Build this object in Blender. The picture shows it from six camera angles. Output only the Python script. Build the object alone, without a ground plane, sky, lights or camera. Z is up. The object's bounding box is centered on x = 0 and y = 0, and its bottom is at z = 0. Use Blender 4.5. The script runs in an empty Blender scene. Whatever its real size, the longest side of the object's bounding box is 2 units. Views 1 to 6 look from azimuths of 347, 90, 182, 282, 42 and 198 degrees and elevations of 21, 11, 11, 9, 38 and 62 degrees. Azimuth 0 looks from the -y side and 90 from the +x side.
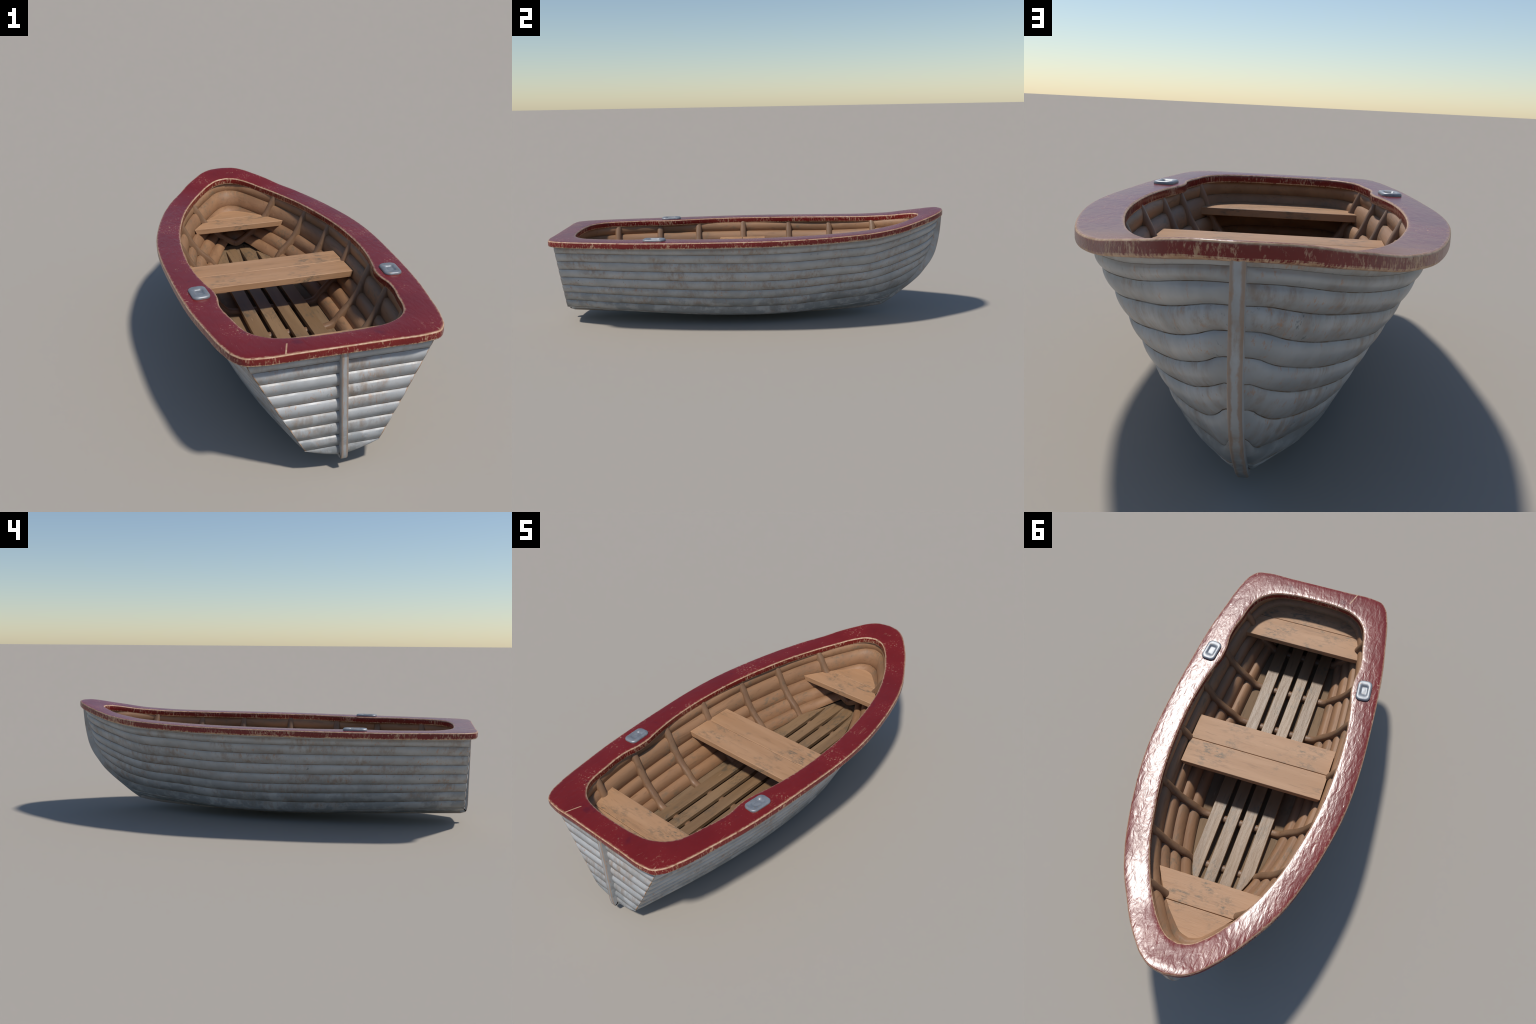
import bpy, math, random
from mathutils import Vector

random.seed(7)

# ------------------------------------------------------------------ helpers
def spline(pts, n):
    """Catmull-Rom through control points (any dimension), n samples evenly spaced by chord length."""
    P = [Vector(p) for p in pts]
    d = [0.0]
    for a, b in zip(P, P[1:]):
        d.append(d[-1] + max((b - a).length, 1e-6))
    def tangent(i):
        if i == 0:
            return (P[1] - P[0]) / (d[1] - d[0])
        if i == len(P) - 1:
            return (P[-1] - P[-2]) / (d[-1] - d[-2])
        a = (P[i] - P[i - 1]) / (d[i] - d[i - 1])
        b = (P[i + 1] - P[i]) / (d[i + 1] - d[i])
        f = (d[i] - d[i - 1]) / (d[i + 1] - d[i - 1])
        return a * (1 - f) + b * f
    T = [tangent(i) for i in range(len(P))]
    out, i = [], 0
    for k in range(n):
        s = d[-1] * k / (n - 1)
        while i < len(P) - 2 and s > d[i + 1]:
            i += 1
        h = d[i + 1] - d[i]
        t = (s - d[i]) / h
        t2, t3 = t * t, t * t * t
        out.append(P[i] * (2 * t3 - 3 * t2 + 1) + T[i] * h * (t3 - 2 * t2 + t)
                   + P[i + 1] * (3 * t2 - 2 * t3) + T[i + 1] * h * (t3 - t2))
    return out


def interp(x, table):
    """Smooth interpolation in a table of (x, value)."""
    if x <= table[0][0]:
        return table[0][1]
    if x >= table[-1][0]:
        return table[-1][1]
    n = len(table)
    for i in range(n - 1):
        x0, y0 = table[i]
        x1, y1 = table[i + 1]
        if x <= x1:
            def slope(j):
                if j == 0:
                    return (table[1][1] - table[0][1]) / (table[1][0] - table[0][0])
                if j == n - 1:
                    return (table[-1][1] - table[-2][1]) / (table[-1][0] - table[-2][0])
                return (table[j + 1][1] - table[j - 1][1]) / (table[j + 1][0] - table[j - 1][0])
            h = x1 - x0
            t = (x - x0) / h
            t2, t3 = t * t, t * t * t
            return (y0 * (2 * t3 - 3 * t2 + 1) + slope(i) * h * (t3 - 2 * t2 + t)
                    + y1 * (3 * t2 - 2 * t3) + slope(i + 1) * h * (t3 - t2))


def clamp(v, a=0.0, b=1.0):
    return max(a, min(b, v))


boat = bpy.data.objects.new("rowing_boat", None)
boat.empty_display_size = 0.2
bpy.context.scene.collection.objects.link(boat)
boat["label"] = "weathered clinker rowing boat, white hull, red gunwale, bare wooden seats"
boat["category"] = "rowing boat"


def add(name, verts, faces, mats, mat_of=None, parent=None, angle=35, flip=False, normals=None):
    me = bpy.data.meshes.new(name)
    if flip:
        faces = [f[::-1] for f in faces]
    me.from_pydata([tuple(v) for v in verts], [], faces)
    for m in mats:
        me.materials.append(m)
    if mat_of:
        me.polygons.foreach_set("material_index", mat_of)
    me.polygons.foreach_set("use_smooth", [True] * len(me.polygons))
    me.set_sharp_from_angle(angle=math.radians(angle))
    me.update()
    if normals:
        me.normals_split_custom_set_from_vertices([tuple(n) for n in normals])
    ob = bpy.data.objects.new(name, me)
    bpy.context.scene.collection.objects.link(ob)
    ob.parent = parent or boat
    return ob


def bevel(ob, width, segments=2, angle=40):
    m = ob.modifiers.new("edge", "BEVEL")
    m.width, m.segments, m.limit_method, m.angle_limit = width, segments, "ANGLE", math.radians(angle)
    m.harden_normals = False
    return ob


def tube(rings, closed_section=True, cap=True):
    """Faces joining consecutive rings (lists of points) of equal size."""
    verts, faces = [], []
    n = len(rings[0])
    for r in rings:
        verts += r
    for i in range(len(rings) - 1):
        for j in range(n if closed_section else n - 1):
            k = (j + 1) % n
            faces.append((i * n + j, i * n + k, (i + 1) * n + k, (i + 1) * n + j))
    if cap:
        faces.append(tuple(range(n))[::-1])
        faces.append(tuple((len(rings) - 1) * n + j for j in range(n)))
    return verts, faces


# ------------------------------------------------------------------ materials
class Nodes:
    def __init__(self, name):
        self.mat = bpy.data.materials.new(name)
        self.mat.use_nodes = True
        self.t = self.mat.node_tree
        self.b = self.t.nodes["Principled BSDF"]
        self.coord = self.t.nodes.new("ShaderNodeTexCoord").outputs["Object"]

    def link(self, a, b):
        self.t.links.new(a, b)

    def put(self, sock, v):
        if hasattr(v, "is_linked"):
            self.link(v, sock)
        else:
            sock.default_value = v

    def shuffle(self):
        """Shift the texture by the object's random number, so no two pieces share grain."""
        info = self.t.nodes.new("ShaderNodeObjectInfo")
        s = self.t.nodes.new("ShaderNodeVectorMath")
        s.operation = "MULTIPLY_ADD"
        c = self.t.nodes.new("ShaderNodeCombineXYZ")
        for i in range(3):
            self.link(info.outputs["Random"], c.inputs[i])
        self.link(c.outputs[0], s.inputs[0])
        s.inputs[1].default_value = (7.3, 11.1, 5.7)
        self.link(self.coord, s.inputs[2])
        return s.outputs[0], info.outputs["Random"]

    def noise(self, vec, scale, stretch=(1, 1, 1), detail=4, rough=0.55, dist=0.0, rot=(0, 0, 0)):
        m = self.t.nodes.new("ShaderNodeMapping")
        m.inputs["Scale"].default_value = stretch
        m.inputs["Rotation"].default_value = rot
        self.link(vec, m.inputs[0])
        n = self.t.nodes.new("ShaderNodeTexNoise")
        n.inputs["Scale"].default_value = scale
        n.inputs["Detail"].default_value = detail
        n.inputs["Roughness"].default_value = rough
        n.inputs["Distortion"].default_value = dist
        self.link(m.outputs[0], n.inputs["Vector"])
        return n.outputs["Fac"]

    def ramp(self, v, lo, hi, a=0.0, b=1.0):
        m = self.t.nodes.new("ShaderNodeMapRange")
        m.interpolation_type = "SMOOTHSTEP"
        m.clamp = True
        self.put(m.inputs["Value"], v)
        for k, x in zip(("From Min", "From Max", "To Min", "To Max"), (lo, hi, a, b)):
            self.put(m.inputs[k], x)
        return m.outputs[0]

    def math(self, op, a, b=0.0, c=None):
        m = self.t.nodes.new("ShaderNodeMath")
        m.operation = op
        self.put(m.inputs[0], a)
        self.put(m.inputs[1], b)
        if c is not None:
            self.put(m.inputs[2], c)
        return m.outputs[0]

    def mix(self, f, a, b, blend="MIX"):
        m = self.t.nodes.new("ShaderNodeMix")
        m.data_type = "RGBA"
        m.blend_type = blend
        self.put(m.inputs["Factor"], f)
        for s, v in ((m.inputs[6], a), (m.inputs[7], b)):
            if isinstance(v, tuple):
                v = (*v, 1.0)
            self.put(s, v)
        return m.outputs[2]

    def axis(self, i, vec=None):
        s = self.t.nodes.new("ShaderNodeSeparateXYZ")
        self.link(vec or self.coord, s.inputs[0])
        return s.outputs[i]

    def normal(self, i):
        g = self.t.nodes.new("ShaderNodeNewGeometry")
        s = self.t.nodes.new("ShaderNodeSeparateXYZ")
        self.link(g.outputs["True Normal"], s.inputs[0])
        return s.outputs[i]

    def bump(self, h, strength, distance):
        b = self.t.nodes.new("ShaderNodeBump")
        b.inputs["Strength"].default_value = strength
        b.inputs["Distance"].default_value = distance
        self.link(h, b.inputs["Height"])
        self.link(b.outputs[0], self.b.inputs["Normal"])

    def done(self, colour, rough, spec=0.4, metal=0.0):
        self.put(self.b.inputs["Base Color"], (*colour, 1.0) if isinstance(colour, tuple) else colour)
        self.put(self.b.inputs["Roughness"], rough)
        self.b.inputs["Specular IOR Level"].default_value = spec
        self.b.inputs["Metallic"].default_value = metal
        return self.mat


def white_paint(name, edge_x=False):
    m = Nodes(name)
    v, rnd = m.shuffle()
    base = m.mix(m.ramp(m.noise(v, 9, detail=6), 0.3, 0.7), (0.335, 0.342, 0.345), (0.43, 0.436, 0.44))
    base = m.mix(m.math("MULTIPLY", rnd, 0.18), base, (0.31, 0.31, 0.305))
    # brownish stain clouds
    cloud = m.ramp(m.noise(v, 5.5, (1, 1, 1.6), 5, 0.6), 0.44, 0.64)
    fleck = m.ramp(m.noise(v, 45, (1, 1, 0.4), 5, 0.65), 0.36, 0.66)
    base = m.mix(m.math("MULTIPLY", m.math("MULTIPLY", cloud, fleck), 0.8), base, (0.27, 0.205, 0.155))
    # bare orange wood flecks where paint has come off
    fl2 = m.ramp(m.noise(v, 85, (1, 1, 0.45), 4, 0.75), 0.55, 0.66)
    msk = m.ramp(m.noise(v, 7, (1, 1, 1), 4, 0.6), 0.44, 0.60)
    base = m.mix(m.math("MULTIPLY", m.math("MULTIPLY", fl2, msk), 0.65), base, (0.42, 0.225, 0.12))
    # dark mildew scratches
    dk = m.ramp(m.noise(v, 70, (1, 1, 0.8), 5, 0.7), 0.60, 0.70)
    dm = m.ramp(m.noise(v, 6, (1, 1, 1), 3), 0.51, 0.64)
    base = m.mix(m.math("MULTIPLY", m.math("MULTIPLY", dk, dm), 0.85), base, (0.12, 0.14, 0.14))
    # slate-coloured darkening low on the hull with lighter patches left in it
    zz = m.math("MULTIPLY_ADD", m.noise(v, 8, (1, 1, 1.4), 5), 0.16, m.axis(2))
    low_dark = m.ramp(zz, 0.34, 0.17)
    patch = m.ramp(m.noise(v, 14, (1, 1, 1.3), 5, 0.6), 0.42, 0.62)
    low_dark = m.math("MULTIPLY", low_dark, m.ramp(patch, 0, 1, 0.85, 0.25))
    base = m.mix(m.math("MULTIPLY", low_dark, 0.82), base, (0.150, 0.165, 0.170))
    if edge_x:
        ax = m.math("ABSOLUTE", m.axis(0))
        e = m.math("MULTIPLY_ADD", m.noise(v, 35, (1, 1, 0.5), 5, 0.65), 0.014, ax)
        base = m.mix(m.math("MULTIPLY", m.math("MULTIPLY", m.ramp(e, 0.0105, 0.0145), m.ramp(ax, 0.01135, 0.01125)), 0.7), base, (0.30, 0.19, 0.12))
    m.bump(m.noise(v, 60, (1, 0.3, 1), 5), 0.25, 0.002)
    return m.done(base, m.ramp(m.noise(v, 12), 0.3, 0.7, 0.34, 0.55), 0.45)


def seam_brown():
    m = Nodes("dark_seam_brown")
    v, _ = m.shuffle()
    c = m.mix(m.ramp(m.noise(v, 40, (1, 0.5, 1), 4), 0.40, 0.60), (0.17, 0.115, 0.075), (0.26, 0.25, 0.24))
    return m.done(c, 0.6, 0.3)


def corner_wood():
    m = Nodes("bare_corner_wood")
    v, _ = m.shuffle()
    c = m.mix(m.ramp(m.noise(v, 50, (1, 1, 0.6), 4), 0.42, 0.62), (0.37, 0.215, 0.12), (0.38, 0.37, 0.36))
    return m.done(c, 0.6, 0.3)


def red_paint():
    m = Nodes("red_paint")
    v = m.coord
    red = m.mix(m.ramp(m.noise(v, 6, (1, 1, 1), 5), 0.3, 0.7), (0.150, 0.0090, 0.0085), (0.182, 0.0120, 0.0112))
    dark = m.math("MULTIPLY", m.ramp(m.noise(v, 7, detail=3), 0.62, 0.72), m.ramp(m.noise(v, 40, detail=4), 0.4, 0.6))
    red = m.mix(m.math("MULTIPLY", dark, 0.5), red, (0.07, 0.006, 0.016))
    tan = m.mix(m.ramp(m.noise(v, 70, detail=4), 0.35, 0.65), (0.43, 0.25, 0.14), (0.60, 0.40, 0.26))
    nz = m.normal(2)
    up = m.ramp(nz, 0.90, 0.985)            # 1 on the flat top
    rounded = m.math("MULTIPLY", m.ramp(nz, 0.20, 0.40), m.ramp(nz, 0.95, 0.80))
    # wear: amount per zone against grainy noise
    grain = m.noise(v, 140, (1, 1, 0.42), 5, 0.72)
    cloud = m.noise(v, 9, (1, 1, 1), 4, 0.6)
    low = m.ramp(nz, -0.05, -0.35, 0.0, 0.14)
    side = m.ramp(m.math("ADD", m.math("ADD", m.math("MULTIPLY", grain, 0.75), m.math("MULTIPLY", cloud, 0.45)), low), 0.62, 0.76)
    fine = m.ramp(m.noise(v, 120, (1, 0.7, 1), 5, 0.75), 0.575, 0.65)
    patch = m.ramp(m.noise(v, 6, (1, 1, 1), 4, 0.65), 0.51, 0.67)
    chips = m.math("MULTIPLY", fine, patch)
    # long thin scratches
    scr = m.ramp(m.noise(v, 5, (6, 1, 1), 2, 0.5, 1.5, (0, 0, 0.6)), 0.492, 0.5)
    scr2 = m.ramp(m.noise(v, 5, (6, 1, 1), 2, 0.5, 1.5, (0, 0, 0.6)), 0.508, 0.5)
    line = m.math("MULTIPLY", m.math("MULTIPLY", scr, scr2), m.ramp(m.noise(v, 11, detail=3), 0.60, 0.68))
    # one deep gouge across the stern board
    along = m.math("MULTIPLY_ADD", m.axis(1), -0.32, m.axis(0))
    gouge = m.math("MULTIPLY", m.ramp(m.math("ABSOLUTE", m.math("ADD", along, -0.1277)), 0.0032, 0.0016), m.ramp(m.axis(1), -0.928, -0.934))
    topwear = m.math("MAXIMUM", m.math("MAXIMUM", chips, gouge), m.math("MULTIPLY", line, 0.7))
    wear = m.mix(up, side, topwear)
    # paint rubbed off along every edge, with a ragged border
    bv = m.t.nodes.new("ShaderNodeBevel")
    bv.samples = 6
    bv.inputs["Radius"].default_value = 0.012
    geo = m.t.nodes.new("ShaderNodeNewGeometry")
    dot = m.t.nodes.new("ShaderNodeVectorMath")
    dot.operation = "DOT_PRODUCT"
    m.link(bv.outputs[0], dot.inputs[0])
    m.link(geo.outputs["True Normal"], dot.inputs[1])
    near = m.math("SUBTRACT", 1.0, dot.outputs["Value"])
    ragged = m.math("MULTIPLY_ADD", m.noise(v, 60, (1, 1, 1), 5, 0.65), 0.22, near)
    rub = m.ramp(ragged, 0.150, 0.185)
    edge = m.math("MAXIMUM", m.math("MULTIPLY", rub, m.ramp(nz, 0.0, 0.3)),
                  m.math("MULTIPLY", rounded, m.ramp(m.noise(v, 45, (1, 1, 1), 4, 0.6), 0.30, 0.44)))
    wear = m.math("MAXIMUM", wear, edge)
    col = m.mix(wear, red, tan)
    h1 = m.noise(v, 26, (1.9, 0.75, 1), 3, 0.5, 0.5, (0, 0, 0.25))
    h2 = m.noise(v, 95, (1.3, 0.5, 1), 4, 0.6)
    h = m.math("MULTIPLY_ADD", h2, 0.12, h1)
    m.bump(h, 0.34, 0.0045)
    return m.done(col, m.math("ADD", m.math("MULTIPLY", wear, 0.28), 0.26), 0.42)


def wood(name, light, dark, along="y", dirt=(0.16, 0.13, 0.085), dirt_amount=0.5, rough=0.55, grain_strength=0.3, worn=0.0):
    m = Nodes(name)
    v, rnd = m.shuffle()
    st = {"x": (0.12, 1, 1), "y": (1, 0.12, 1), "z": (1, 1, 0.14)}[along]
    g = m.noise(v, 70, st, 6, 0.6, 0.8)
    g2 = m.noise(v, 14, st, 4, 0.5, 0.5)
    col = m.mix(m.ramp(g2, 0.3, 0.7), dark, light)
    fine = tuple(c * 0.62 for c in dark)
    col = m.mix(m.math("MULTIPLY", m.ramp(g, 0.55, 0.70), 0.55), col, fine)
    col = m.mix(m.math("MULTIPLY", rnd, 0.25), col, dark)
    half = tuple(0.45 if c < 1 else 1 for c in st)
    d = m.math("MULTIPLY", m.ramp(m.noise(v, 6.5, detail=5, rough=0.62), 0.46, 0.66),
               m.ramp(m.noise(v, 62, half, 5, 0.72), 0.45, 0.62))
    col = m.mix(m.math("MULTIPLY", d, dirt_amount), col, dirt)
    pale = m.math("MULTIPLY", m.ramp(m.noise(v, 80, st, 4, 0.7), 0.64, 0.70), m.ramp(m.noise(v, 9), 0.52, 0.62))
    col = m.mix(m.math("MULTIPLY", pale, 0.6), col, tuple(min(1, c * 1.35 + 0.05) for c in light))
    if worn:
        bv = m.t.nodes.new("ShaderNodeBevel")
        bv.samples = 6
        bv.inputs["Radius"].default_value = 0.005
        geo = m.t.nodes.new("ShaderNodeNewGeometry")
        dot = m.t.nodes.new("ShaderNodeVectorMath")
        dot.operation = "DOT_PRODUCT"
        m.link(bv.outputs[0], dot.inputs[0])
        m.link(geo.outputs["True Normal"], dot.inputs[1])
        near = m.math("SUBTRACT", 1.0, dot.outputs["Value"])
        rub = m.ramp(m.math("MULTIPLY_ADD", m.noise(v, 45, detail=4), 0.2, near), 0.15, 0.22)
        col = m.mix(m.math("MULTIPLY", rub, worn), col, tuple(min(1, c * 1.3 + 0.05) for c in light))
    m.bump(m.math("MULTIPLY_ADD", g2, 0.6, g), grain_strength, 0.003)
    return m.done(col, rough, 0.4)


def steel():
    m = Nodes("galvanised_steel")
    c = m.mix(m.ramp(m.noise(m.coord, 40, detail=5), 0.35, 0.65), (0.24, 0.255, 0.275), (0.32, 0.335, 0.35))
    rust = m.math("MULTIPLY", m.ramp(m.noise(m.coord, 120, detail=4), 0.60, 0.66), 0.5)
    c = m.mix(rust, c, (0.42, 0.30, 0.20))
    m.bump(m.noise(m.coord, 90, detail=3), 0.15, 0.001)
    return m.done(c, 0.50, 0.5, 0.5)


WHITE = white_paint("white_paint")
WHITE_POST = white_paint("white_post_paint", edge_x=True)
EDGE = seam_brown()
CORNER = corner_wood()
RED = red_paint()
SEAT = wood("seat_wood", (0.485, 0.280, 0.152), (0.405, 0.222, 0.112), "x", dirt=(0.15, 0.12, 0.08), dirt_amount=0.85, worn=0.75)
LINING = wood("lining_wood", (0.365, 0.20, 0.103), (0.275, 0.145, 0.073), "y", dirt_amount=0.65)
FLOOR = wood("floor_wood", (0.23, 0.145, 0.078), (0.17, 0.105, 0.055), "y", dirt=(0.11, 0.085, 0.05), dirt_amount=0.6, rough=0.75)
SLAT = wood("slat_wood", (0.275, 0.172, 0.092), (0.205, 0.123, 0.063), "y", dirt=(0.10, 0.085, 0.06), dirt_amount=0.8, rough=0.40, grain_strength=0.5, worn=0.5)
RIB = wood("rib_wood", (0.27, 0.155, 0.085), (0.20, 0.11, 0.06), "z", dirt_amount=0.4, rough=0.45)
STEEL = steel()

# ------------------------------------------------------------------ hull shape
# height of the gunwale's top along the boat
SHEER = [(-1.0, .470), (-.5, .468), (0, .471), (.2, .4725), (.4, .476), (.58, .482), (.666, .489),
         (.753, .499), (.842, .517), (.92, .534), (.98, .549), (1.0, .552)]
def sheer(y):
    return interp(y, SHEER)

# plank seams of one side, transom to stem: (half width, y, z)
SEAMS = [
    [(0.316, -0.964, 0.449), (0.386, -0.6, 0.446), (0.418, -0.2, 0.446), (0.419, 0, 0.448), (0.406, 0.2, 0.449), (0.3675, 0.4, 0.452),
     (0.313, 0.6, 0.46), (0.232, 0.74, 0.474), (0.1615, 0.85, 0.495), (0.11, 0.92, 0.511), (0.06, 0.96, 0.521), (0.007, 0.982, 0.526)],
    [(0.293, -0.964, 0.401), (0.361, -0.6, 0.4005), (0.394, -0.2, 0.3965), (0.395, 0, 0.3955), (0.38, 0.2, 0.3965), (0.3425, 0.4, 0.402),
     (0.289, 0.6, 0.409), (0.208, 0.74, 0.427), (0.1425, 0.85, 0.452), (0.093, 0.92, 0.472), (0.052, 0.955, 0.482), (0.007, 0.977, 0.487)],
    [(0.271, -0.964, 0.358), (0.338, -0.6, 0.356), (0.3715, -0.2, 0.3515), (0.372, 0, 0.3495), (0.3565, 0.2, 0.3495), (0.3175, 0.4, 0.356),
     (0.263, 0.6, 0.363), (0.182, 0.74, 0.387), (0.1215, 0.85, 0.413), (0.078, 0.92, 0.435), (0.044, 0.95, 0.447), (0.007, 0.97, 0.452)],
    [(0.247, -0.964, 0.313), (0.3135, -0.6, 0.3085), (0.3465, -0.2, 0.3015), (0.347, 0, 0.2995), (0.3305, 0.2, 0.2995), (0.29, 0.4, 0.305),
     (0.234, 0.6, 0.312), (0.158, 0.74, 0.337), (0.1025, 0.85, 0.366), (0.064, 0.915, 0.39), (0.036, 0.942, 0.405), (0.007, 0.96, 0.411)],
    [(0.223, -0.964, 0.268), (0.289, -0.6, 0.262), (0.3215, -0.2, 0.2525), (0.3185, 0, 0.2485), (0.3015, 0.2, 0.249), (0.261, 0.4, 0.2575),
     (0.208, 0.6, 0.266), (0.136, 0.74, 0.288), (0.0845, 0.85, 0.322), (0.05, 0.91, 0.346), (0.028, 0.935, 0.362), (0.007, 0.95, 0.368)],
    [(0.199, -0.964, 0.222), (0.2635, -0.6, 0.2125), (0.2965, -0.2, 0.202), (0.293, 0, 0.1975), (0.2765, 0.2, 0.1995), (0.2334, 0.4, 0.209),
     (0.1802, 0.6, 0.218), (0.1102, 0.74, 0.243), (0.0649, 0.85, 0.28), (0.035, 0.905, 0.305), (0.021, 0.922, 0.316), (0.007, 0.935, 0.32)],
    [(0.175, -0.964, 0.179), (0.241, -0.6, 0.169), (0.2725, -0.2, 0.1545), (0.2685, 0, 0.15), (0.2515, 0.2, 0.152), (0.2074, 0.4, 0.161),
     (0.1512, 0.6, 0.17), (0.0832, 0.74, 0.191), (0.055, 0.8, 0.21), (0.033, 0.86, 0.241), (0.02, 0.893, 0.262), (0.007, 0.907, 0.268)],
    [(0.15, -0.964, 0.133), (0.2155, -0.6, 0.1205), (0.2485, -0.2, 0.1065), (0.245, 0, 0.103), (0.2275, 0.2, 0.105), (0.1795, 0.4, 0.1135),
     (0.123, 0.6, 0.122), (0.064, 0.7, 0.128), (0.038, 0.755, 0.138), (0.024, 0.81, 0.162), (0.016, 0.848, 0.19), (0.007, 0.87, 0.205)],
    [(0.127, -0.964, 0.092), (0.195, -0.6, 0.079), (0.229, -0.2, 0.063), (0.2285, 0, 0.0595), (0.209, 0.2, 0.062), (0.159, 0.4, 0.0715),
     (0.1, 0.6, 0.083), (0.056, 0.67, 0.083), (0.032, 0.705, 0.082), (0.02, 0.725, 0.087), (0.014, 0.737, 0.094), (0.007, 0.745, 0.098)],
]
# where the bottom meets the keel
GARBOARD = [(.0125, -.964, .060), (.0125, -.6, .032), (.0125, -.2, .011), (.0125, 0, .009), (.0125, .2, .013), (.0125, .4, .025),
            (.0125, .6, .043), (.0125, .66, .052), (.0125, .685, .058), (.0125, .70, .066), (.0125, .71, .074), (.0125, .715, .078)]

NU = 110
seam_curves = [spline(s, NU) for s in SEAMS]
keel_curve = spline(GARBOARD, NU)
for a in (1 / 3, 2 / 3, 1.0):
    chine = seam_curves[8]
    c = []
    for p, q in zip(chine, keel_curve):
        t = 1 - a
        c.append(Vector((q.x + (p.x - q.x) * t, q.y + (p.y - q.y) * t, q.z + (p.z - q.z) * t ** 1.3)))
    seam_curves.append(c)

THICK = 0.012


def lap_profile(v):
    """Cross-section of a lapped plank: proud upper edge, rounded face tucking under at the bottom."""
    if v < .07:
        f = .85 * (v / .07) ** .7
    elif v < .25:
        f = 1 - .15 * ((.25 - v) / .18) ** 2
    else:
        f = 1 - ((v - .25) / .75) ** 2
    return 1.35 * f - .40


def hull_profile(v):
    """Cross-section of a hull plank: rounded face between two fine slits, fullest above the middle."""
    if v in (0, 1):
        return -.75
    q = v ** .85
    return (4 * q * (1 - q)) ** .78 - .27


def rolled_normal(profile, v, face, across, depth):
    """Normal of a plank rolled to the given depth: rounds the shading a little more than the outline."""
    a, b = clamp(v - .02, .03, .97), clamp(v + .02, .03, .97)
    if b - a < .01:
        a, b = (.03, .06) if v < .5 else (.94, .97)
    slope = clamp((profile(b) - profile(a)) / (b - a) * depth / max(across.length, .02), -1.1, 1.1)
    return (face - across.normalized() * slope).normalized()

HULL_STEPS = [0, .018, .05, .09, .14, .20, .28, .36, .44, .52, .60, .68, .76, .84, .91, .955, .985, 1]
LAP_STEPS = [0, .02, .045, .07, .11, .17, .25, .34, .44, .54, .64, .74, .83, .91, .96, 1]


def plank_between(top, bot, bulge, side, name, mats, ends=0.03):
    """A plank lying between two seam curves: rounded outer face, flat back, darker brown slits along both seams."""
    vs = HULL_STEPS
    nv = len(vs)
    n = len(top)
    outer, inner, shade = [], [], []
    length = [0.0]
    for i in range(1, n):
        length.append(length[-1] + (top[i] - top[i - 1]).length)
    for i in range(n):
        a, b = top[i], bot[i]
        tan = (top[min(i + 1, n - 1)] - top[max(i - 1, 0)]) + (bot[min(i + 1, n - 1)] - bot[max(i - 1, 0)])
        across = b - a
        nrm = tan.cross(across)
        if nrm.length < 1e-9:
            nrm = Vector((1, 0, 0))
        nrm.normalize()
        # keep pointing outward
        if nrm.dot(Vector((1.0, 0.25 * clamp(a.y * 3), -0.9))) < 0:
            nrm.negate()
        fade = min(1.0, (length[i] + 0.004) / ends) ** 0.6
        tail = min(1.0, (length[-1] - length[i] + 0.006) / 0.05) ** 0.6
        wide = clamp(across.length / 0.03)
        h = bulge * fade * tail * wide
        row = []
        for j in range(nv):
            v = vs[j]
            prof = hull_profile(v)
            row.append(a + across * v + nrm * (h * prof))
        outer.append(row)
        inner.append([a - nrm * THICK, b - nrm * THICK])
        roll = bulge * 2.0 * fade * tail * wide
        shade += [rolled_normal(hull_profile, v, nrm, across, roll) if across.length > 1e-5 else nrm for v in vs] + [-nrm, -nrm]
    verts, faces, mi = [], [], []
    w = nv + 2
    for o, q in zip(outer, inner):
        verts += o + [q[1], q[0]]
    for i in range(n - 1):
        for j in range(w):
            k = (j + 1) % w
            faces.append((i * w + j, i * w + k, (i + 1) * w + k, (i + 1) * w + j))
            mi.append(1 if j in (0, nv - 2) else 0)
    faces.append(tuple(range(w))[::-1])
    faces.append(tuple((n - 1) * w + j for j in range(w)))
    mi += [1, 0]
    if side < 0:
        verts = [Vector((-p.x, p.y, p.z)) for p in verts]
        shade = [Vector((-p.x, p.y, p.z)) for p in shade]
    return add(name, verts, faces, mats, mi, flip=side < 0, angle=32, normals=shade)


for side in (1, -1):
    rail = [p.lerp(q, .36) for p, q in zip(seam_curves[0], seam_curves[1])]
    plank_between(seam_curves[0], rail, 0.003, side, "sheer_strip", [WHITE, EDGE])
    for k in range(8):
        plank_between(rail if k == 0 else seam_curves[k], seam_curves[k + 1], 0.0074, side, "strake", [WHITE, EDGE])
    for k in range(8, 11):
        plank_between(seam_curves[k], seam_curves[k + 1], 0.005, side, "bottom_plank", [WHITE, EDGE])

# ------------------------------------------------------------------ transom: horizontal planks
edge = [(c[0].x, c[0].z) for c in seam_curves]
TY = -0.9645


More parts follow.
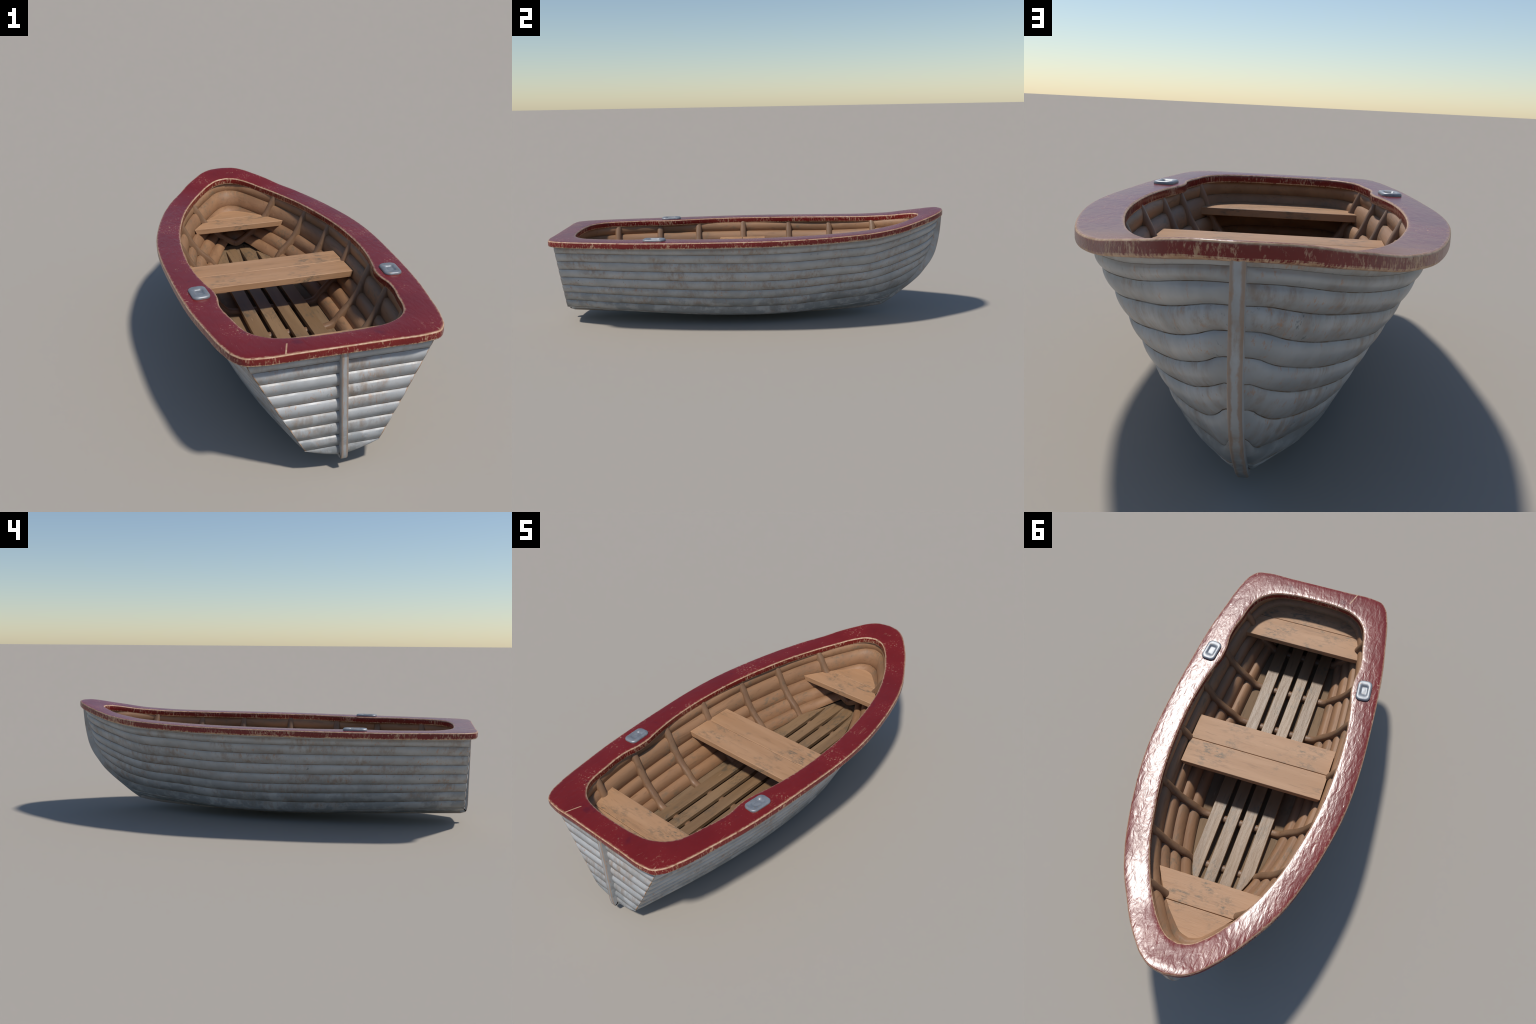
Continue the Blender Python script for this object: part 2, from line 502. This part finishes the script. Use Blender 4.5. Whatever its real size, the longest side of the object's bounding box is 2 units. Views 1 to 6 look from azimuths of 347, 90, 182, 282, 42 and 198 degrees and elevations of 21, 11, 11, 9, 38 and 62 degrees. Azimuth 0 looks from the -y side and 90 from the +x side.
def transom_plank(w0, z0, w1, z1):
    cols = [-1, -1 + .0035 / w0] + [-1 + 2 * i / 40 for i in range(1, 40)] + [1 - .0035 / w0, 1]
    nx = len(cols) - 1
    rings = []
    vs = HULL_STEPS
    nv = len(vs)
    for j in range(nv):
        v = vs[j]
        w = w0 + (w1 - w0) * v
        sag = 0.0
        row = []
        for i in range(nx + 1):
            s = cols[i]
            x = w * s
            zz = z0 + (z1 - z0) * v
            fade = min(1.0, (w * (1 - abs(s)) + 0.003) / 0.035) ** 0.6
            h = 0.0078 * hull_profile(v)
            row.append(Vector((x, TY - h * fade, zz)))
        rings.append(row)
    shade = []
    for v in vs:
        shade += [rolled_normal(hull_profile, v, Vector((0, -1, 0)), Vector((0, 0, z1 - z0)), .0145)] * (nx + 1)
    shade += [Vector((0, 1, 0))] * (2 * (nx + 1))
    rings.append([Vector((p.x, TY + 0.014, p.z)) for p in rings[-1]])
    rings.append([Vector((p.x, TY + 0.014, p.z)) for p in rings[0]])
    n = nx + 1
    m = len(rings)
    verts = [p for r in rings for p in r]
    faces, mi = [], []
    for j in range(m):
        k = (j + 1) % m
        for i in range(nx):
            faces.append((j * n + i, j * n + i + 1, k * n + i + 1, k * n + i))
            mi.append(2 if i in (0, nx - 1) else (1 if j in (0, nv - 2) else 0))
    faces.append(tuple(j * n for j in range(m)))
    faces.append(tuple(j * n + nx for j in range(m))[::-1])
    mi += [2, 2]
    add("transom_plank", verts, faces, [WHITE, EDGE, CORNER], mi, angle=32, flip=True, normals=shade)


top_mid = tuple(a + (b - a) * .36 for a, b in zip(edge[0], edge[1]))
transom_plank(*edge[0], *top_mid)
transom_plank(*top_mid, *edge[1])
for k in range(1, 8):
    transom_plank(*edge[k], *edge[k + 1])
# lowest transom plank: follows the curved bottom
def bottom_transom():
    top = [Vector(((edge[8][0] + .0015) * (-1 + 2 * i / 40), TY, edge[8][1])) for i in range(41)]
    prof = [(edge[k][0], edge[k][1]) for k in range(8, 12)][::-1]
    rows = []
    for j in range(7):
        v = j / 6
        row = []
        for p in top:
            zb = interp(abs(p.x), prof) - .0015
            fade = min(1.0, (p.z - zb) / 0.012)
            row.append(Vector((p.x, TY - (0.005 * (4 * v * (1 - v)) ** 0.6) * fade, p.z + (zb - p.z) * v)))
        rows.append(row)
    rows.append([Vector((p.x, TY + 0.014, p.z)) for p in rows[-1]])
    rows.append([Vector((p.x, TY + 0.014, p.z)) for p in rows[0]])
    n, m = 41, len(rows)
    verts = [p for r in rows for p in r]
    faces = []
    for j in range(m):
        k = (j + 1) % m
        for i in range(n - 1):
            faces.append((j * n + i, j * n + i + 1, k * n + i + 1, k * n + i))
    add("transom_plank", verts, faces, [WHITE], angle=32, flip=True)
bottom_transom()

# ------------------------------------------------------------------ stem, keel and stern post: square timbers on the centreline
def timber(name, path, depth, half, mat):
    """Square bar on the centre plane; path = outer edge (y, z), depth = how far it reaches inward."""
    rings = []
    n = len(path)
    for i, p in enumerate(path):
        t = (path[min(i + 1, n - 1)] - path[max(i - 1, 0)]).normalized()
        nr = Vector((-t.y, t.x))
        q = p + nr * depth
        c = 0.0025
        def at(x, f):
            r = p + (q - p) * f
            return Vector((x, r.x, r.y))
        e = c / depth
        rings.append([at(-half + c, 0), at(half - c, 0), at(half, e), at(half, 1), at(-half, 1), at(-half, e)])
    v, f = tube(rings)
    return add(name, v, f, [mat], angle=30)

stem_path = spline([(.9985, .528), (.996, .480), (.989, .412), (.980, .362), (.969, .320), (.947, .273), (.919, .234),
                    (.892, .199), (.846, .156), (.788, .111), (.730, .068), (.686, .0405)], 60)
timber("stem", stem_path[::-1], 0.045, 0.0115, WHITE_POST)
keel_path = spline([(.686, .0405), (.61, .028), (.435, .014), (.2, .004), (0, 0.0003), (-.15, .0015), (-.47, .016), (-.75, .0305), (-.957, .042)], 70)
timber("keel", keel_path[::-1], 0.026, 0.0113, WHITE_POST)
post_path = [Vector(p) for p in [(-.955, .0419), (-.978, .049), (-.984, .056), (-.9885, .085), (-.9885, .2), (-.9885, .3), (-.9885, .444)]]
timber("stern_post", post_path[::-1], 0.030, 0.0116, WHITE_POST)

# ------------------------------------------------------------------ gunwale: flat red ring
OUTER = [(0, -.997), (.15, -.997), (.268, -.996), (.316, -.984), (.344, -.950), (.367, -.885), (.396, -.74), (.419, -.6), (.437, -.42),
         (.448, -.25), (.455, -.08), (.454, .04), (.444, .17), (.421, .31), (.389, .45), (.356, .56), (.305, .68),
         (.258, .76), (.210, .838), (.157, .907), (.110, .957), (.065, .986), (0, .9995)]
INNER = [(0, -.906), (.1, -.902), (.198, -.880), (.238, -.853), (.268, -.814), (.285, -.765), (.297, -.7), (.312, -.625),
         (.315, -.575), (.309, -.52), (.311, -.455), (.327, -.385), (.347, -.27), (.357, -.15), (.358, -.03), (.352, .095),
         (.335, .235), (.31, .36), (.264, .525), (.21, .65), (.155, .745), (.10, .818), (.045, .864), (0, .876)]


def ring_from_half(half, n):
    h = spline(half, n)
    h[0].x = h[-1].x = 0
    return h + [Vector((-p.x, p.y)) for p in h[-2:0:-1]]


def gunwale():
    n = 240
    o, i_ = ring_from_half(OUTER, n), ring_from_half(INNER, n)
    T, r, grow = 0.030, 0.0065, 0.0022
    rings = []
    for a, b in zip(o, i_):
        d = (b - a)
        d.normalize()
        a = a - d * grow
        L = (b - a).length + 0.003
        def at(s, dz):
            p = a + d * s
            return Vector((p.x, p.y, sheer(p.y) + dz))
        ring = []
        ring.append(at(0.030, -T))
        for k in range(4):       # lower outer edge
            t = math.pi / 2 * k / 3
            ring.append(at(0.006 - 0.006 * math.sin(t), -T + 0.006 - 0.006 * math.cos(t)))
        for k in range(6):       # upper outer edge
            t = math.pi / 2 * k / 5
            ring.append(at(r - r * math.cos(t), -r + r * math.sin(t)))
        for k in range(1, 6):
            f = k / 6
            s = r + (L - 2 * r) * f
            ring.append(at(s, 0.0008 * math.sin(math.pi * f)))
        for k in range(6):       # upper inner edge
            t = math.pi / 2 * k / 5
            ring.append(at(L - r + r * math.sin(t), -r + r * math.cos(t)))
        for k in range(3):
            t = math.pi / 2 * k / 2
            ring.append(at(L - 0.005 + 0.005 * math.cos(t), -T + 0.005 - 0.005 * math.sin(t)))
        rings.append(ring)
    v, f = tube(rings + [rings[0]], cap=False)
    m = len(rings[0])
    N = len(rings)
    v = v[:N * m]
    f = [tuple(x % (N * m) for x in q) for q in f]
    return add("gunwale", v, f, [RED], angle=50)
gunwale()

# ------------------------------------------------------------------ lining: rounded planks that run right round the inside
PLAN = [(0, -.932), (.09, -.930), (.17, -.915), (.215, -.885), (.245, -.845), (.264, -.80), (.290, -.70), (.320, -.45),
        (.334, -.2), (.338, 0), (.326, .2), (.291, .38), (.224, .56), (.147, .683), (.092, .755), (.047, .80), (0, .815)]
#         z     x scale  bow y  stern y  rise at bow
LEVELS = [(.446, 1.085, .905, -.938, .056), (.395, 1.035, .879, -.932, .062), (.325, .945, .838, -.922, .060), (.275, .845, .790, -.918, .062),
          (.230, .712, .742, -.910, .060), (.192, .580, .687, -.905, .057)]
NL = 120


def rise(y):
    return clamp((y - .25) / .56, 0, 1.1) ** 2


def level_curve(l):
    z, sx, bow, stern, up = l
    out = []
    for p in ring_from_half(PLAN, NL):
        y = p.y * (bow / .815) if p.y > 0 else p.y * (stern / -.932)
        out.append(Vector((p.x * sx, y, z + up * rise(p.y))))
    return out

levels = [level_curve(l) for l in LEVELS]


def lining_plank(top, bot, bulge):
    n, nv = len(top), len(LAP_STEPS)
    rings, shade = [], []
    for i in range(n):
        a, b = top[i], bot[i]
        tan = top[(i + 1) % n] - top[i - 1]
        across = b - a
        nr = across.cross(tan).normalized()
        if nr.dot(Vector((-a.x, -a.y * .3, .6))) < 0:
            nr.negate()
        ring = []
        for j in range(nv):
            v = LAP_STEPS[j]
            ring.append(a + across * v + nr * (bulge * lap_profile(v)))
        ring += [b - nr * 0.012, a - nr * 0.012]
        shade += [rolled_normal(hull_profile, q, nr, across, .0165) for q in LAP_STEPS] + [-nr, -nr]
        rings.append(ring)
    m = nv + 2
    v = [p for r in rings for p in r]
    f = []
    for i in range(n):
        for j in range(m):
            i2, j2 = (i + 1) % n, (j + 1) % m
            f.append((i * m + j, i * m + j2, i2 * m + j2, i2 * m + j))
    add("lining_plank", v, f, [LINING], angle=32, flip=True, normals=shade)


for a, b in zip(levels, levels[1:]):
    lining_plank(a, b, 0.0098)


def inner_x(level, y):
    """Half width of a lining level at a given y (0 beyond its ends) and its height."""
    half = levels[level][:NL]
    best = None
    for p, q in zip(half, half[1:]):
        if p.y <= y <= q.y or q.y <= y <= p.y:
            t = (y - p.y) / (q.y - p.y) if q.y != p.y else 0
            r = p + (q - p) * t
            if best is None or r.x > best.x:
                best = r
    return best

# floor boards under the slats: lengthwise boards, sinking slightly to the middle
def floor_board(x0, x1):
    rows = []
    N = 70
    y0, y1 = -.895, .69
    for i in range(N + 1):
        y = y0 + (y1 - y0) * i / N
        e = inner_x(5, y)
        w, zz = (e.x + .016, e.z) if e else (0.004, levels[5][NL - 1].z)
        row = []
        for s in (x0, x1):
            g = 0.0008 if s == x0 else -0.0008
            x = clamp(s + g, -w, w)
            row.append((x, zz - .006 - .024 * (1 - clamp(abs(x) / .16))))
        rows.append([Vector((row[0][0], y, row[0][1])), Vector((row[1][0], y, row[1][1])),
                     Vector((row[1][0], y, row[1][1] - .010)), Vector((row[0][0], y, row[0][1] - .010))])
    v, f = tube(rows)
    add("floor_board", v, f, [FLOOR], flip=True)

for x0, x1 in ((-.22, -.118), (-.118, -.039), (-.039, .039), (.039, .118), (.118, .22)):
    floor_board(x0, x1)

# ------------------------------------------------------------------ ribs
RIB_Y = [-.757, -.525, -.308, -.054, .207, .434, .665]


def rib(y):
    pts = []
    side = []
    for k in range(6):
        e = inner_x(k, y)
        if e:
            side.append(e)
    # stand on the crowns of the lining planks
    path = [Vector((side[0].x + .006, side[0].z + .004))]
    for k in range(1, len(side)):
        path.append(Vector((side[k].x - (.004 if k == 1 else .006), side[k].z + (.003 if k == 1 else .006))))
    last = path[-1]
    if y > .6:
        path.append(Vector((last.x * .45, last.y - .010)))
        path.append(Vector((0.0, last.y - .014)))
    else:
        path[-1].y = .192
        path.append(Vector((last.x - .035, .1845)))
        path.append(Vector((0.0, .183)))
    right = spline(path, 34)
    right[-1].x = 0
    full = right + [Vector((-p.x, p.y)) for p in right[-2::-1]]
    rings = []
    n = len(full)
    for i, p in enumerate(full):
        t = (full[min(i + 1, n - 1)] - full[max(i - 1, 0)]).normalized()
        nr = Vector((t.y, -t.x))
        if nr.dot(Vector((-p.x, .35 - p.y))) < 0:
            nr.negate()
        ring = []
        for k in range(11):
            a = math.pi * k / 10
            q = p + nr * (0.0165 * math.sin(a) ** 0.6 - .001)
            ring.append(Vector((q.x, y + .0172 * math.cos(a), q.y)))
        q = p - nr * .012
        ring.append(Vector((q.x, y - .0172, q.y)))
        ring.append(Vector((q.x, y + .0172, q.y)))
        rings.append(ring)
    v, f = tube(rings)
    add("rib", v, f, [RIB], angle=40)

for y in RIB_Y:
    rib(y)

# ------------------------------------------------------------------ floor slats
def prism(name, poly, z0, z1, mat, inset=0.0, bev=0.002, parent=None, seg=2):
    n = len(poly)
    cx = sum(p[0] for p in poly) / n
    cy = sum(p[1] for p in poly) / n
    v = [Vector((p[0] + (cx - p[0]) * inset, p[1], z0)) for p in poly] + [Vector((p[0], p[1], z1)) for p in poly]
    f = [tuple(range(n))[::-1], tuple(range(n, 2 * n))]
    f += [(i, (i + 1) % n, n + (i + 1) % n, n + i) for i in range(n)]
    ob = add(name, v, f, [mat], parent=parent)
    area = sum(poly[i][0] * poly[(i + 1) % n][1] - poly[(i + 1) % n][0] * poly[i][1] for i in range(n))
    if area < 0:
        ob.data.flip_normals()
    bevel(ob, bev, seg)
    return ob

SLAT_Z = (.189, .209)
slats = []
for s in (1, -1):
    slats.append(prism("floor_slat", [(s * .085, -.885), (s * .143, -.885), (s * .143, .425), (s * .128, .475), (s * .089, .568), (s * .085, .568)], *SLAT_Z, SLAT))
    slats.append(prism("floor_slat", [(s * .010, -.885), (s * .0638, -.885), (s * .0638, .600), (s * .054, .622), (s * .034, .640), (s * .010, .646)], *SLAT_Z, SLAT))

for ob in slats:            # the slats climb slightly towards the bow
    for p in ob.data.vertices:
        p.co.z += .007 * (p.co.y + .885) / 1.3

# ------------------------------------------------------------------ seats
def plan_x(y, k=1.0):
    half = ring_from_half(PLAN, NL)[:NL]
    for p, q in zip(half, half[1:]):
        if p.y <= y <= q.y and q.y > p.y:
            return k * (p.x + (q.x - p.x) * (y - p.y) / (q.y - p.y))
    return 0.0

ST, SB = .3645, .3375
prism("seat_plank", [(-.322, -.184), (.322, -.184), (.322, -.0575), (-.322, -.0575)], SB, ST, SEAT, 0.03)
prism("seat_plank", [(-.322, -.0555), (.322, -.0555), (.322, .0692), (-.322, .0692)], SB, ST, SEAT, 0.03)

def fitted(y0, y1, steps):
    ys = [y0 + (y1 - y0) * i / steps for i in range(steps + 1)]
    r = [(plan_x(y) - .001, y) for y in ys]
    return r + [(-x, y) for x, y in r[::-1]]

prism("stern_seat_plank", fitted(-.8205, -.696, 6), SB, ST, SEAT, 0.03)
back = [(x, y) for x, y in [(p.x * .985, p.y * .995) for p in ring_from_half(PLAN, 60)] if y < -.8235]
back = sorted([p for p in back if p[0] >= 0], key=lambda p: p[1])
back = [(plan_x(-.8225) - .001, -.8225)] + back[::-1]
prism("stern_seat_plank", [(-x, y) for x, y in back] + [p for p in back[::-1] if p[0] > 1e-4], SB, ST, SEAT, 0.03)

prism("bow_seat_plank", fitted(.558, .682, 6), SB, ST, SEAT, 0.05)
tip = [(p.x * .99, p.y * .997) for p in ring_from_half(PLAN, 60) if p.y > .688 and p.x >= -1e-6]
tip = [(plan_x(.684) - .001, .684)] + sorted(tip, key=lambda p: p[1])
prism("bow_seat_plank", tip + [(-x, y) for x, y in tip[::-1] if x > 1e-4], SB, ST, SEAT, 0.05)

# ------------------------------------------------------------------ oarlock plates
def oarlock(side):
    cx, cy = side * .3655, -.465
    turn = -side * math.radians(5)
    z0 = sheer(cy) - .001
    # (half width x, half length y, corner radius, height)
    rows = [(.0315, .0525, .022, -.001), (.0325, .0535, .022, .005), (.0320, .0530, .022, .010), (.0290, .0500, .020, .0135), (.0240, .0450, .016, .0145),
            (.0190, .0360, .011, .0135), (.0165, .0265, .008, .0120), (.0145, .0235, .007, .0080), (.0130, .0215, .007, .0060),
            (.0085, .0140, .006, .0063), (.0040, .0070, .003, .0068)]
    rings = []
    for hx, hy, r, h in rows:
        ring = []
        for qx, qy, a0 in ((1, 1, 0), (-1, 1, 90), (-1, -1, 180), (1, -1, 270)):
            for k in range(9):
                a = math.radians(a0 + 90 * k / 8)
                x = qx * (hx - r) + r * math.cos(a)
                y = qy * (hy - r) + r * math.sin(a)
                ring.append(Vector((cx + x * math.cos(turn) - y * math.sin(turn), cy + x * math.sin(turn) + y * math.cos(turn), z0 + h * .85)))
        rings.append(ring)
    v, f = tube(rings)
    add("oarlock_plate", v, f, [STEEL], angle=50)

oarlock(1)
oarlock(-1)
